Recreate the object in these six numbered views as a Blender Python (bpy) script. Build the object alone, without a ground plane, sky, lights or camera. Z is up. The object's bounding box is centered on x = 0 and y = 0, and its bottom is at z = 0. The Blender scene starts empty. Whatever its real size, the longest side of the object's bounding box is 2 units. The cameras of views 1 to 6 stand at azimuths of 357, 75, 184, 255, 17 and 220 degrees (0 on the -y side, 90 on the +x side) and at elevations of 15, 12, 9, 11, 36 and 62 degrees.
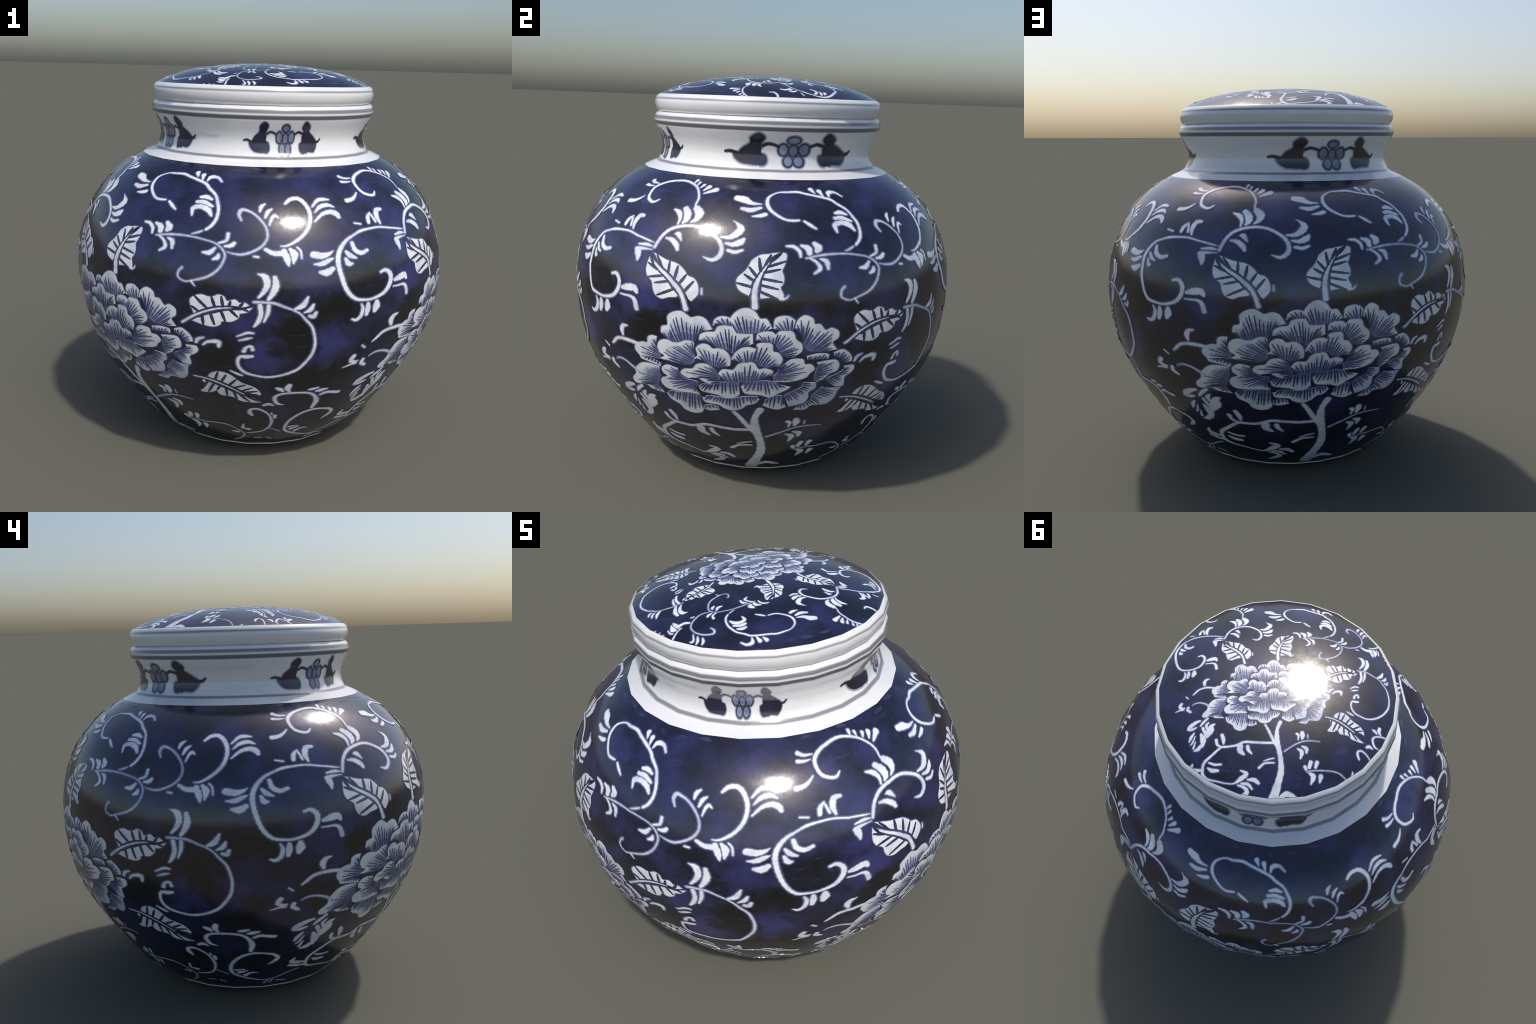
"""Lidded blue-and-white porcelain jar: a 24-sided turned body, neck, lip and domed lid,
with hand-painted peony, leaves and scrolling tendrils laid on as thin glaze inlays."""
import bpy, bmesh, math, random
from mathutils import Vector

rng = random.Random(7)
SIDES, PHASE = 24, math.radians(8.0)
STEP = 2 * math.pi / SIDES

# ------------------------------------------------------------------ profiles (radius, height)
UNDERSIDE = [(0.0, 0.012), (0.36, 0.012), (0.38, 0.0), (0.425, 0.0), (0.533, 0.047)]
FOOT_LINE = [(0.533, 0.047), (0.541, 0.0565)]
BODY = [(0.541, 0.0565), (0.580, 0.085), (0.611, 0.113), (0.663, 0.166), (0.735, 0.256), (0.814, 0.372),
        (0.866, 0.455), (0.919, 0.56), (0.958, 0.66), (0.988, 0.78), (1.001, 0.90), (1.002, 0.98),
        (0.990, 1.09), (0.962, 1.18), (0.933, 1.25), (0.901, 1.31), (0.858, 1.37), (0.799, 1.43),
        (0.759, 1.465), (0.704, 1.50), (0.643, 1.533)]
NECK = [(0.643, 1.533), (0.590, 1.556), (0.567, 1.572), (0.555, 1.600), (0.547, 1.635), (0.551, 1.665),
        (0.565, 1.700), (0.583, 1.732), (0.593, 1.760), (0.595, 1.772), (0.590, 1.790), (0.582, 1.801),
        (0.569, 1.808), (0.540, 1.811)]
LID_RIM = [(0.545, 1.806), (0.571, 1.8095), (0.580, 1.819), (0.587, 1.834), (0.590, 1.855), (0.586, 1.877),
           (0.577, 1.890), (0.566, 1.897)]
DOME = [(0.566, 1.897), (0.510, 1.926), (0.425, 1.954), (0.330, 1.975), (0.220, 1.989), (0.110, 1.9968), (0.0, 1.9995)]


def profile_normals(profile, start=None, end=None):
    segs = []
    for (r0, z0), (r1, z1) in zip(profile, profile[1:]):
        n = Vector((z1 - z0, r0 - r1))
        segs.append(n.normalized())
    out = []
    for i in range(len(profile)):
        n = Vector((0.0, 0.0))
        if i > 0:
            n += segs[i - 1]
        if i < len(segs):
            n += segs[i]
        out.append(n.normalized())
    if start:
        out[0] = Vector(start).normalized()
    if end:
        out[-1] = Vector(end).normalized()
    return out


WALL = BODY + NECK[1:]
WALL_N = profile_normals(WALL)
BODY_N, NECK_N = WALL_N[:len(BODY)], WALL_N[len(BODY) - 1:]
DOME_N = profile_normals(DOME, end=(0.0, 1.0))


# ------------------------------------------------------------------ materials
def material(name, build):
    m = bpy.data.materials.new(name)
    m.use_nodes = True
    nt = m.node_tree
    bsdf = nt.nodes["Principled BSDF"]
    build(nt, bsdf)
    return m


def node(nt, kind, links=(), **props):
    n = nt.nodes.new(kind)
    for k, v in props.items():
        setattr(n, k, v)
    for sock, src in links:
        if isinstance(src, bpy.types.NodeSocket):
            nt.links.new(src, n.inputs[sock])
        else:
            n.inputs[sock].default_value = src
    return n


def ramp(nt, fac, stops, mode="LINEAR"):
    n = nt.nodes.new("ShaderNodeValToRGB")
    n.color_ramp.interpolation = mode
    els = n.color_ramp.elements
    while len(els) < len(stops):
        els.new(0.5)
    for e, (p, c) in zip(els, stops):
        e.position = p
        e.color = (*c, 1.0) if len(c) == 3 else c
    nt.links.new(fac, n.inputs["Fac"])
    return n.outputs["Color"]


def obj_noise(nt, scale, detail=3.0, rough=0.55, stretch=(1, 1, 1)):
    co = node(nt, "ShaderNodeTexCoord").outputs["Object"]
    mp = node(nt, "ShaderNodeMapping", [("Vector", co), ("Scale", stretch)])
    return node(nt, "ShaderNodeTexNoise", [("Vector", mp.outputs[0]), ("Scale", scale), ("Detail", detail), ("Roughness", rough)]).outputs["Fac"]


def glaze(bsdf, rough):
    nt = bsdf.id_data
    patchy = obj_noise(nt, 30.0, 3.0, 0.6)
    f = node(nt, "ShaderNodeMapRange", [("Value", patchy), ("From Min", 0.3), ("From Max", 0.7), ("To Min", rough - 0.025), ("To Max", rough + 0.03)])
    nt.links.new(f.outputs["Result"], bsdf.inputs["Roughness"])
    ripple = node(nt, "ShaderNodeBump", [("Height", obj_noise(nt, 55.0, 2.0)), ("Strength", 0.035), ("Distance", 0.004)])
    nt.links.new(ripple.outputs["Normal"], bsdf.inputs["Normal"])
    bsdf.inputs["IOR"].default_value = 1.8


GLOSS = 0.15


# deeper and lighter pools of cobalt in each repeat: degrees from the stem, height, half width, half height, strength
POOLS = [(-33, 1.31, 9, 0.09, 0.26), (-39, 1.21, 10, 0.10, 0.22), (-54, 1.26, 7, 0.07, 0.16), (43, 0.71, 7, 0.09, 0.42),
         (-60, 0.73, 6, 0.12, 0.32), (-32, 1.02, 7, 0.09, 0.28), (-19, 1.44, 9, 0.07, 0.22), (-38, 1.44, 8, 0.06, 0.26),
         (-21, 0.89, 9, 0.07, 0.16), (7, 1.44, 10, 0.06, 0.16), (58, 1.43, 9, 0.07, 0.16), (54, 1.19, 7, 0.06, 0.24),
         (16, 1.0, 9, 0.06, 0.12), (51, 0.81, 6, 0.12, -0.40), (-57, 0.60, 5, 0.16, -0.30), (-60, 0.95, 9, 0.08, -0.30),
         (-27, 0.90, 5, 0.06, -0.32), (-17, 1.03, 6, 0.05, -0.20), (9, 1.06, 12, 0.06, -0.26), (31, 0.74, 8, 0.10, -0.26),
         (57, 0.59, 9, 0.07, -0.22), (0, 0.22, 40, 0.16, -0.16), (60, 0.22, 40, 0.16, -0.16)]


def maths(nt, op, *vals):
    return node(nt, "ShaderNodeMath", list(enumerate(vals)), operation=op).outputs[0]


def build_cobalt(nt, bsdf, pools=False):
    glaze(bsdf, GLOSS)
    fac = obj_noise(nt, 4.2, 5.0, 0.62)
    if pools:
        co = node(nt, "ShaderNodeTexCoord").outputs["Object"]
        xyz = node(nt, "ShaderNodeSeparateXYZ", [("Vector", co)]).outputs
        turn = maths(nt, "SUBTRACT", maths(nt, "MULTIPLY", maths(nt, "ARCTAN2", xyz["Y"], xyz["X"]), 57.29578), 345.0)
        wob = maths(nt, "SUBTRACT", obj_noise(nt, 6.0, 4.0, 0.6), 0.5)
        wob2 = maths(nt, "SUBTRACT", obj_noise(nt, 6.0, 4.0, 0.6, (1.3, -1.2, 1.1)), 0.5)
        turn = maths(nt, "ADD", turn, maths(nt, "MULTIPLY", wob, 22.0))
        z = maths(nt, "ADD", xyz["Z"], maths(nt, "MULTIPLY", wob2, 0.24))
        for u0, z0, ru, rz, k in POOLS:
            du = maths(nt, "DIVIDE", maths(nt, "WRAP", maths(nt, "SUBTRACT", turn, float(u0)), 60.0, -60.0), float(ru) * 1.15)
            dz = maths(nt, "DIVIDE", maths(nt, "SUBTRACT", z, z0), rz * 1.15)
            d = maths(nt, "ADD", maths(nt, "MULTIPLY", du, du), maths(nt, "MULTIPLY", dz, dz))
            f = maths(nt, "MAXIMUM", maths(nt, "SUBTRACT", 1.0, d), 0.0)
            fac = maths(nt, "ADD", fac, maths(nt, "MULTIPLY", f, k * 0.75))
    c = ramp(nt, fac, [(0.30, (0.0028, 0.0028, 0.0040)), (0.45, (0.0075, 0.0078, 0.022)), (0.59, (0.0175, 0.0185, 0.070)), (0.78, (0.033, 0.035, 0.142))])
    # brushy lighter streaks running round the shoulder
    streak = obj_noise(nt, 9.0, 4.0, 0.65, (1, 1, 5))
    sf = ramp(nt, streak, [(0.60, (0, 0, 0)), (0.78, (0.5, 0.5, 0.5))])
    mix = node(nt, "ShaderNodeMix", data_type="RGBA")
    nt.links.new(sf, mix.inputs["Factor"])
    nt.links.new(c, mix.inputs["A"])
    mix.inputs["B"].default_value = (0.05, 0.055, 0.16, 1)
    nt.links.new(mix.outputs["Result"], bsdf.inputs["Base Color"])


def flat_ink(c0, c1, scale=14.0, lo=0.35, hi=0.7):
    def build(nt, bsdf):
        glaze(bsdf, GLOSS)
        c = ramp(nt, obj_noise(nt, scale, 3.0), [(lo, c0), (hi, c1)])
        nt.links.new(c, bsdf.inputs["Base Color"])
    return build


def build_porcelain(nt, bsdf):
    glaze(bsdf, GLOSS)
    co = node(nt, "ShaderNodeTexCoord").outputs["Object"]
    z = node(nt, "ShaderNodeSeparateXYZ", [("Vector", co)]).outputs["Z"]
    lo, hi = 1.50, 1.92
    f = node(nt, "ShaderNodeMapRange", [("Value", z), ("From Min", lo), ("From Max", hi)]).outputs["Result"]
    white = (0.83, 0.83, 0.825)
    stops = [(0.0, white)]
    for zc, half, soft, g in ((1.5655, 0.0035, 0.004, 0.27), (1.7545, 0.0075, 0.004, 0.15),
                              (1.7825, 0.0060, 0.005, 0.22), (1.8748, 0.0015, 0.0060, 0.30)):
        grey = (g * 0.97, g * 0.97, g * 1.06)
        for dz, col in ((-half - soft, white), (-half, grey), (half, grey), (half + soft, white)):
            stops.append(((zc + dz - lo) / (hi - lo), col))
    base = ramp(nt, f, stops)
    dirt = ramp(nt, obj_noise(nt, 5.0, 4.0, 0.6, (1, 1, 6)), [(0.35, (0.93, 0.94, 0.97)), (0.6, (1, 1, 1))])
    mul = node(nt, "ShaderNodeMix", data_type="RGBA", blend_type="MULTIPLY")
    mul.inputs["Factor"].default_value = 1.0
    nt.links.new(base, mul.inputs["A"])
    nt.links.new(dirt, mul.inputs["B"])
    nt.links.new(mul.outputs["Result"], bsdf.inputs["Base Color"])


def build_biscuit(nt, bsdf):
    bsdf.inputs["Roughness"].default_value = 0.7
    c = ramp(nt, obj_noise(nt, 20.0), [(0.3, (0.42, 0.41, 0.38)), (0.7, (0.55, 0.54, 0.5))])
    nt.links.new(c, bsdf.inputs["Base Color"])


COBALT = material("cobalt_glaze", build_cobalt)
COBALT_BODY = material("cobalt_glaze_pooled", lambda nt, bsdf: build_cobalt(nt, bsdf, True))
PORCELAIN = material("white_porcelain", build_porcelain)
BISCUIT = material("unglazed_biscuit", build_biscuit)
RESERVE = material("white_reserve", flat_ink((0.62, 0.65, 0.77), (0.84, 0.86, 0.88), 16.0, 0.30, 0.55))
PALE_LINE = material("pale_line", flat_ink((0.42, 0.46, 0.61), (0.64, 0.68, 0.76), 18.0, 0.3, 0.65))
SOFT_EDGE = material("pale_lavender_edge", flat_ink((0.21, 0.235, 0.38), (0.31, 0.345, 0.48), 24.0))
BLEED = material("blue_bleed", flat_ink((0.075, 0.085, 0.175), (0.13, 0.145, 0.26), 24.0))
WIDE_BLEED = material("deep_blue_bleed", flat_ink((0.018, 0.02, 0.055), (0.045, 0.048, 0.125), 14.0))
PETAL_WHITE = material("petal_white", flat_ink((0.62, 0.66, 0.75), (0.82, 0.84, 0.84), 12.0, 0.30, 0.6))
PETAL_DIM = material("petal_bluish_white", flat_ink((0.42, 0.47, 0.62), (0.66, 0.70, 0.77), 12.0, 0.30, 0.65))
PALE_WASH = material("faint_blue_wash", flat_ink((0.50, 0.54, 0.67), (0.70, 0.73, 0.79), 9.0))
WASH = material("pale_blue_wash", flat_ink((0.30, 0.34, 0.51), (0.52, 0.56, 0.69), 9.0))
DEEP_WASH = material("mid_blue_wash", flat_ink((0.13, 0.15, 0.33), (0.28, 0.32, 0.50), 9.0))
VEIN = material("dark_blue_line", flat_ink((0.024, 0.027, 0.082), (0.085, 0.095, 0.23), 12.0))
NECK_INK = material("neck_ink", flat_ink((0.011, 0.011, 0.020), (0.022, 0.022, 0.055), 10.0))
NECK_HALO = material("neck_ink_bleed", flat_ink((0.20, 0.21, 0.30), (0.34, 0.35, 0.45), 20.0))
BERRY_LINE = material("berry_outline_ink", flat_ink((0.022, 0.024, 0.052), (0.05, 0.055, 0.11), 12.0))
NECK_FAINT = material("neck_faint_bleed", flat_ink((0.46, 0.47, 0.53), (0.58, 0.59, 0.63), 20.0))
BERRY = material("berry_blue", flat_ink((0.13, 0.16, 0.27), (0.27, 0.31, 0.43), 12.0))


# ------------------------------------------------------------------ object helpers
def add(name, mesh, parent, mat=None):
    o = bpy.data.objects.new(name, mesh)
    bpy.context.scene.collection.objects.link(o)
    o.parent = parent
    if mat:
        mesh.materials.append(mat)
    return o


def finish(mesh, normals):
    for p in mesh.polygons:
        p.use_smooth = True
    mesh.normals_split_custom_set_from_vertices([tuple(n) for n in normals])


def turned(name, profile, normals, parent, mat):
    """A 24-sided body of revolution shaded as a smooth one."""
    verts, faces, nors, rings = [], [], [], []
    for (r, z), n in zip(profile, normals):
        if r < 1e-6:
            rings.append([len(verts)] * SIDES)
            verts.append((0, 0, z))
            nors.append((0, 0, 1 if n.y >= 0 else -1))
            continue
        rings.append(list(range(len(verts), len(verts) + SIDES)))
        for k in range(SIDES):
            a = PHASE + k * STEP
            verts.append((r * math.cos(a), r * math.sin(a), z))
            nors.append((n.x * math.cos(a), n.x * math.sin(a), n.y))
    for lo, hi in zip(rings, rings[1:]):
        for k in range(SIDES):
            j = (k + 1) % SIDES
            quad = []
            for i in (lo[k], lo[j], hi[j], hi[k]):
                if i not in quad:
                    quad.append(i)
            faces.append(quad)
    me = bpy.data.meshes.new(name)
    me.from_pydata(verts, [], faces)
    finish(me, nors)
    return add(name, me, parent, mat)


# ------------------------------------------------------------------ where a painted point lies
LENGTH = [math.hypot(0.113, 0.047) + math.hypot(0.008, 0.0095)]      # counted from the inner edge of the foot
for (r0, z0), (r1, z1) in zip(BODY, BODY[1:]):
    LENGTH.append(LENGTH[-1] + math.hypot(r1 - r0, z1 - z0))
PER_M = 73.5        # painted units per metre of profile; one unit across is one degree of turn
STEM_AT = math.radians(345.0)


def on_facets(angle, r0, r1, z0, z1, t, n0, n1, h):
    """Point on the trapezoid facet between two rings, and its smooth shading normal."""
    k = math.floor((angle - PHASE) / STEP)
    a0, a1 = PHASE + k * STEP, PHASE + (k + 1) * STEP
    mid = (a0 + a1) / 2
    r = (r0 + (r1 - r0) * t) * math.cos(STEP / 2) / math.cos(angle - mid)
    f = math.sin(angle - a0) / (math.sin(angle - a0) + math.sin(a1 - angle))
    n = n0.lerp(n1, t)
    d0, d1 = Vector((math.cos(a0), math.sin(a0))), Vector((math.cos(a1), math.sin(a1)))
    d = d0.lerp(d1, f)
    nor = Vector((n.x * d.x, n.x * d.y, n.y)).normalized()
    p = Vector((r * math.cos(angle), r * math.sin(angle), z0 + (z1 - z0) * t))
    return p + nor * h, nor


def on_body(u, v, h):
    s = min(max(v / PER_M, LENGTH[0]), LENGTH[-1] - 1e-6)
    i = max(j for j in range(len(BODY) - 1) if LENGTH[j] <= s)
    t = (s - LENGTH[i]) / (LENGTH[i + 1] - LENGTH[i])
    return on_facets(STEM_AT + math.radians(u), BODY[i][0], BODY[i + 1][0], BODY[i][1], BODY[i + 1][1], t, BODY_N[i], BODY_N[i + 1], h)


def on_neck(u, z, h):
    z = min(max(z, NECK[0][1]), NECK[-1][1])
    i = max(j for j in range(len(NECK) - 1) if NECK[j][1] <= z)
    t = (z - NECK[i][1]) / (NECK[i + 1][1] - NECK[i][1])
    return on_facets(math.radians(u), NECK[i][0], NECK[i + 1][0], NECK[i][1], NECK[i + 1][1], t, NECK_N[i], NECK_N[i + 1], h)


LID_SCALE, LID_TURN, LID_AT = 0.00903, math.radians(-141.3), Vector((-0.0399, 0.0341))
LID_RIGHT = Vector((math.cos(LID_TURN), math.sin(LID_TURN)))
LID_UP = Vector((-LID_RIGHT.y, LID_RIGHT.x))


def lid_plane(u, v):
    return LID_AT + LID_RIGHT * (u * LID_SCALE) + LID_UP * ((v - PER_M) * LID_SCALE)


def on_lid(x, y, h):
    ang, rad = math.atan2(y, x), math.hypot(x, y)
    k = math.floor((ang - PHASE) / STEP)
    mid = PHASE + (k + 0.5) * STEP
    edge = rad * math.cos(ang - mid) / math.cos(STEP / 2)      # radius of the ring whose facet holds the point
    edge = min(edge, DOME[0][0])
    i = max(j for j in range(len(DOME) - 1) if DOME[j][0] >= edge - 1e-9)
    t = (DOME[i][0] - edge) / (DOME[i][0] - DOME[i + 1][0])
    p, nor = on_facets(ang, DOME[i][0], DOME[i + 1][0], DOME[i][1], DOME[i + 1][1], t, DOME_N[i], DOME_N[i + 1], h)
    return Vector((x, y, p.z + 0.0)), nor


# ------------------------------------------------------------------ brush strokes in the painted plane
def smooth(points, per=5, fixed=False):
    """Catmull-Rom through control points of any dimension."""
    pts = [Vector(p) for p in points]
    if len(pts) == 2:
        return [pts[0].lerp(pts[1], i / per) for i in range(per + 1)]
    out = []
    ext = [pts[0] * 2 - pts[1]] + pts + [pts[-1] * 2 - pts[-2]]
    for i in range(1, len(ext) - 2):
        p0, p1, p2, p3 = ext[i - 1:i + 3]
        n = per if fixed else max(2, min(per, int((Vector(p2[:2]) - Vector(p1[:2])).length / 0.35) + 1))
        for k in range(n):
            t = k / n
            out.append(0.5 * ((2 * p1) + (p2 - p0) * t + (2 * p0 - 5 * p1 + 4 * p2 - p3) * t * t + (3 * p1 - p0 - 3 * p2 + p3) * t ** 3))
    out.append(ext[-2])
    return out


def stroke_faces(bm, points, h, grow=0.0, squash=1.0, per=6, fat=1.0, wob=None, slot=0):
    """One brush stroke: a strip of varying width with rounded ends. squash = units of width per unit along v."""
    pts = [p for p in smooth(points, per)]
    wob = rng.uniform(0, 6.28) if wob is None else wob
    mid = [Vector((p[0], p[1])) for p in pts]
    half = [max(p[2] * fat * (1 + 0.07 * math.sin(wob + i * 1.9)) + grow, 0.10) / 2 for i, p in enumerate(pts)]
    tan = []
    for i in range(len(mid)):
        a, b = mid[max(i - 1, 0)], mid[min(i + 1, len(mid) - 1)]
        d = (b - a)
        d.y *= squash
        tan.append(d.normalized() if d.length > 1e-6 else (tan[-1] if tan else Vector((1, 0))))
    # rounded ends
    def cap(i, sign):
        rows = []
        for q in (0.45, 0.75, 0.93):
            w = half[i]
            step = tan[i] * (sign * w * q)
            rows.append((mid[i] + Vector((step.x, step.y / squash)), tan[i], w * math.sqrt(1 - q * q)))
        return rows
    rows = cap(0, -1)[::-1] + list(zip(mid, tan, half)) + cap(len(mid) - 1, 1)
    left, right = [], []
    for j, (m, t, w) in enumerate(rows):
        a, b = rows[max(j - 1, 0)][1], rows[min(j + 1, len(rows) - 1)][1]
        turn = a.x * b.y - a.y * b.x
        span = (rows[min(j + 1, len(rows) - 1)][0] - rows[max(j - 1, 0)][0]).length
        room = span / abs(turn) * 0.8 if abs(turn) > 1e-3 else 1e9
        wl, wr = (min(w, room), w) if turn > 0 else (w, min(w, room))
        left.append(bm.verts.new((m.x - t.y * wl, m.y + t.x * wl / squash, h)))
        right.append(bm.verts.new((m.x + t.y * wr, m.y - t.x * wr / squash, h)))
    for i in range(len(left) - 1):
        f = bm.faces.new((left[i], right[i], right[i + 1], left[i + 1]))
        f.material_index = slot


def resample(pts, n):
    acc = [0.0]
    for a, b in zip(pts, pts[1:]):
        acc.append(acc[-1] + (b - a).length)
    out = []
    for k in range(n):
        d = acc[-1] * k / (n - 1)
        i = max(j for j in range(len(acc) - 1) if acc[j] <= d + 1e-9)
        t = (d - acc[i]) / max(acc[i + 1] - acc[i], 1e-9)
        out.append(pts[i].lerp(pts[i + 1], min(t, 1)))
    return out


def patch_faces(bm, rim, base, h, t0, t1, rows=5):
    grid = []
    for r in range(rows + 1):
        t = t0 + (t1 - t0) * r / rows
        grid.append([bm.verts.new((*b.lerp(a, t), h)) for a, b in zip(rim, base)])
    for lo, hi in zip(grid, grid[1:]):
        for i in range(len(lo) - 1):
            bm.faces.new((lo[i], lo[i + 1], hi[i + 1], hi[i]))


def cut(bm, co, no, clear=False):
    geom = bm.verts[:] + bm.edges[:] + bm.faces[:]
    bmesh.ops.bisect_plane(bm, geom=geom, plane_co=co, plane_no=no, dist=1e-6, clear_outer=clear)


def thicken(bm, depth):
    """Drop a wall round every open edge so that each inlay is a solid chip set into the glaze."""
    for f in bm.faces:
        f.normal_update()
    turned_over = [f for f in bm.faces if f.normal.z < 0]
    if turned_over:
        bmesh.ops.reverse_faces(bm, faces=turned_over)
    low, walls = {}, set()
    for e in [e for e in bm.edges if len(e.link_faces) == 1]:
        for v in e.verts:
            if v not in low:
                low[v] = bm.verts.new((v.co.x, v.co.y, -depth))
        a, b = e.verts
        f = e.link_faces[0]
        vs = list(f.verts)
        if vs[(vs.index(a) + 1) % len(vs)] is b:
            a, b = b, a
        # the wall hangs below the edge, wound so that it faces away from the inlay
        w = bm.faces.new((b, a, low[a], low[b]))
        w.material_index = f.material_index
        walls.add(w)
    return walls


def to_mesh(bm, name, place, walls=()):
    nors = []
    bm.verts.ensure_lookup_table()
    for v in bm.verts:
        v.co, n = place(*v.co)
        nors.append(n)
    # make every face look outward
    for f in bm.faces:
        f.normal_update()
    flip = [f for f in bm.faces if f not in walls and f.normal.dot(nors[f.verts[0].index]) < -0.05]
    if flip:
        bmesh.ops.reverse_faces(bm, faces=flip)
    bm.faces.index_update()
    upright = {f.index for f in walls}
    me = bpy.data.meshes.new(name)
    bm.to_mesh(me)
    bm.free()
    loops = []
    for p in me.polygons:
        p.use_smooth = p.index not in upright
        loops += [tuple(p.normal)] * p.loop_total if p.index in upright else [tuple(nors[v]) for v in p.vertices]
    me.normals_split_custom_set(loops)
    return me


def body_mesh(bm, name, wall=True):
    bm.verts.index_update()
    us, vs = [v.co.x for v in bm.verts], [v.co.y for v in bm.verts]
    if not us:
        bm.free()
        return None
    for k in range(-30, 30):
        u = 8.0 + 15.0 * k
        if min(us) < u < max(us):
            cut(bm, (u, 0, 0), (1, 0, 0))
    for s in LENGTH[1:-1]:
        if min(vs) < s * PER_M < max(vs):
            cut(bm, (0, s * PER_M, 0), (0, 1, 0))
    low = LENGTH[0] * PER_M + 0.15
    if min(vs) < low:
        cut(bm, (0, low, 0), (0, -1, 0), True)
    walls = thicken(bm, 0.0004) if wall else ()
    bm.verts.index_update()
    return to_mesh(bm, name, on_body, walls)


def lid_mesh(bm, name, wall=True):
    for v in bm.verts:
        p = lid_plane(v.co.x, v.co.y)
        v.co.x, v.co.y = p.x, p.y
    far = max(math.hypot(v.co.x, v.co.y) for v in bm.verts)
    for k in range(SIDES // 2):
        a = PHASE + k * STEP
        n = (-math.sin(a), math.cos(a), 0)
        d = [n[0] * v.co.x + n[1] * v.co.y for v in bm.verts]
        if min(d) < 0 < max(d):
            cut(bm, (0, 0, 0), n)
    apothem = DOME[0][0] * math.cos(STEP / 2) - 0.0015
    if far > apothem:
        for k in range(SIDES):
            a = PHASE + (k + 0.5) * STEP
            n = (math.cos(a), math.sin(a), 0)
            cut(bm, (n[0] * apothem, n[1] * apothem, 0), n, True)
    if not bm.faces:
        bm.free()
        return None
    walls = thicken(bm, 0.0004) if wall else ()
    bm.verts.index_update()

    def place(x, y, h):
        p, n = on_lid(x, y, 0.0)
        return p + Vector((0, 0, h * 0.45)), n
    return to_mesh(bm, name, place, walls)


MOTIFS = []


def tendril(points):
    MOTIFS.append(("tendril", [points]))


def spray(*strokes):
    MOTIFS.append(("leaflet_spray", list(strokes)))


def leaf(*strokes):
    MOTIFS.append(("leaf", list(strokes)))


def leaf_blade(rib, *halves):
    MOTIFS.append(("leaf", [rib], halves))


def petal(rim, base):
    MOTIFS.append(("petal", [rim, base]))


# ------------------------------------------------------------------ the painted repeat, three times round the body
# u = degrees of turn from the peony stem, v = height along the wall, third number = brush width

# scrolls of the shoulder
tendril([(-36, 125, 0.79), (-37.5, 123.8, 1.17), (-39.5, 124, 1.38), (-41.7, 125.5, 1.42), (-42.6, 128.8, 1.48), (-41.8, 131.2, 1.52), (-38.8, 133.6, 1.37), (-35, 134.9, 1.34), (-31.1, 135.2, 1.26), (-27.6, 134.2, 1.16), (-24.7, 132.6, 1.08), (-22.7, 130.2, 1), (-21.5, 127.5, 0.92), (-21.5, 124.8, 0.87), (-21, 123.6, 1.08)])
spray(
    [(-47.3, 133.2, 1.48), (-45.4, 132.2, 1.09), (-42.6, 132.1, 0.52)],
    [(-47.9, 130.6, 1.34), (-45.9, 130.3, 1), (-43.7, 130.5, 0.43)])
spray(
    [(-49.6, 122.5, 1.59), (-47.5, 122.8, 1.42), (-45.7, 123.8, 1.02), (-44.1, 125.4, 0.56)])
spray(
    [(-26.6, 136.2, 1.37), (-27, 134.4, 0.61)],
    [(-24.8, 135.1, 1.17), (-25, 133.4, 0.5)],
    [(-22.3, 134, 1.31), (-23.1, 132.4, 0.6)],
    [(-20, 133.2, 1.81), (-21.2, 131.4, 0.76)],
    [(-17, 132, 2.11), (-20.5, 129.8, 0.78)])
tendril([(-30.1, 107.9, 1.15), (-29.6, 109.7, 1.23), (-28.5, 112.4, 1.33), (-26.5, 114.7, 1.37), (-23.7, 116.1, 1.34), (-20.2, 116.7, 1.27), (-16.8, 116.2, 1.31), (-13.8, 114.5, 1.33), (-11.6, 112.6, 1.36), (-10.5, 110.3, 1.47), (-10.6, 108.1, 1.58), (-11.6, 106.7, 1.55), (-13, 106.1, 1.36), (-15.1, 106.8, 0.53)])
spray(
    [(-28.1, 122, 0.64), (-25.9, 120.9, 1.69), (-24.8, 118.8, 1.14), (-24.9, 116.7, 0.66)],
    [(-24.3, 122.8, 1.81), (-22.9, 121, 2.37), (-22.6, 118.8, 1.94), (-23.4, 117.4, 0.82)],
    [(-20.6, 123.3, 2.11), (-19.2, 121.4, 2.6), (-19.5, 119.2, 1.67), (-20.8, 118, 0.69)])
spray(
    [(-24.6, 113.3, 0.54), (-23.5, 113.3, 1.61), (-22.1, 111.4, 0.52)],
    [(-27.1, 111.5, 0.77), (-25.2, 111.2, 1.45), (-23.4, 109.8, 1.63), (-22.7, 108.4, 1.03)])
spray(
    [(-11, 113.7, 0.74), (-8.6, 113.9, 1.49), (-6.7, 115.4, 2.15), (-5.9, 117.2, 2.02), (-7.1, 118.8, 0.79), (-8.2, 119.6, 0.33)],
    [(-9.5, 111.8, 0.86), (-7.5, 111.6, 1.44), (-5.6, 112.5, 1.95), (-4.8, 113.5, 0.97)],
    [(-8.7, 109.6, 1.06), (-6.8, 109.2, 1.18), (-4.9, 109.9, 0.84)])
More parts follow.
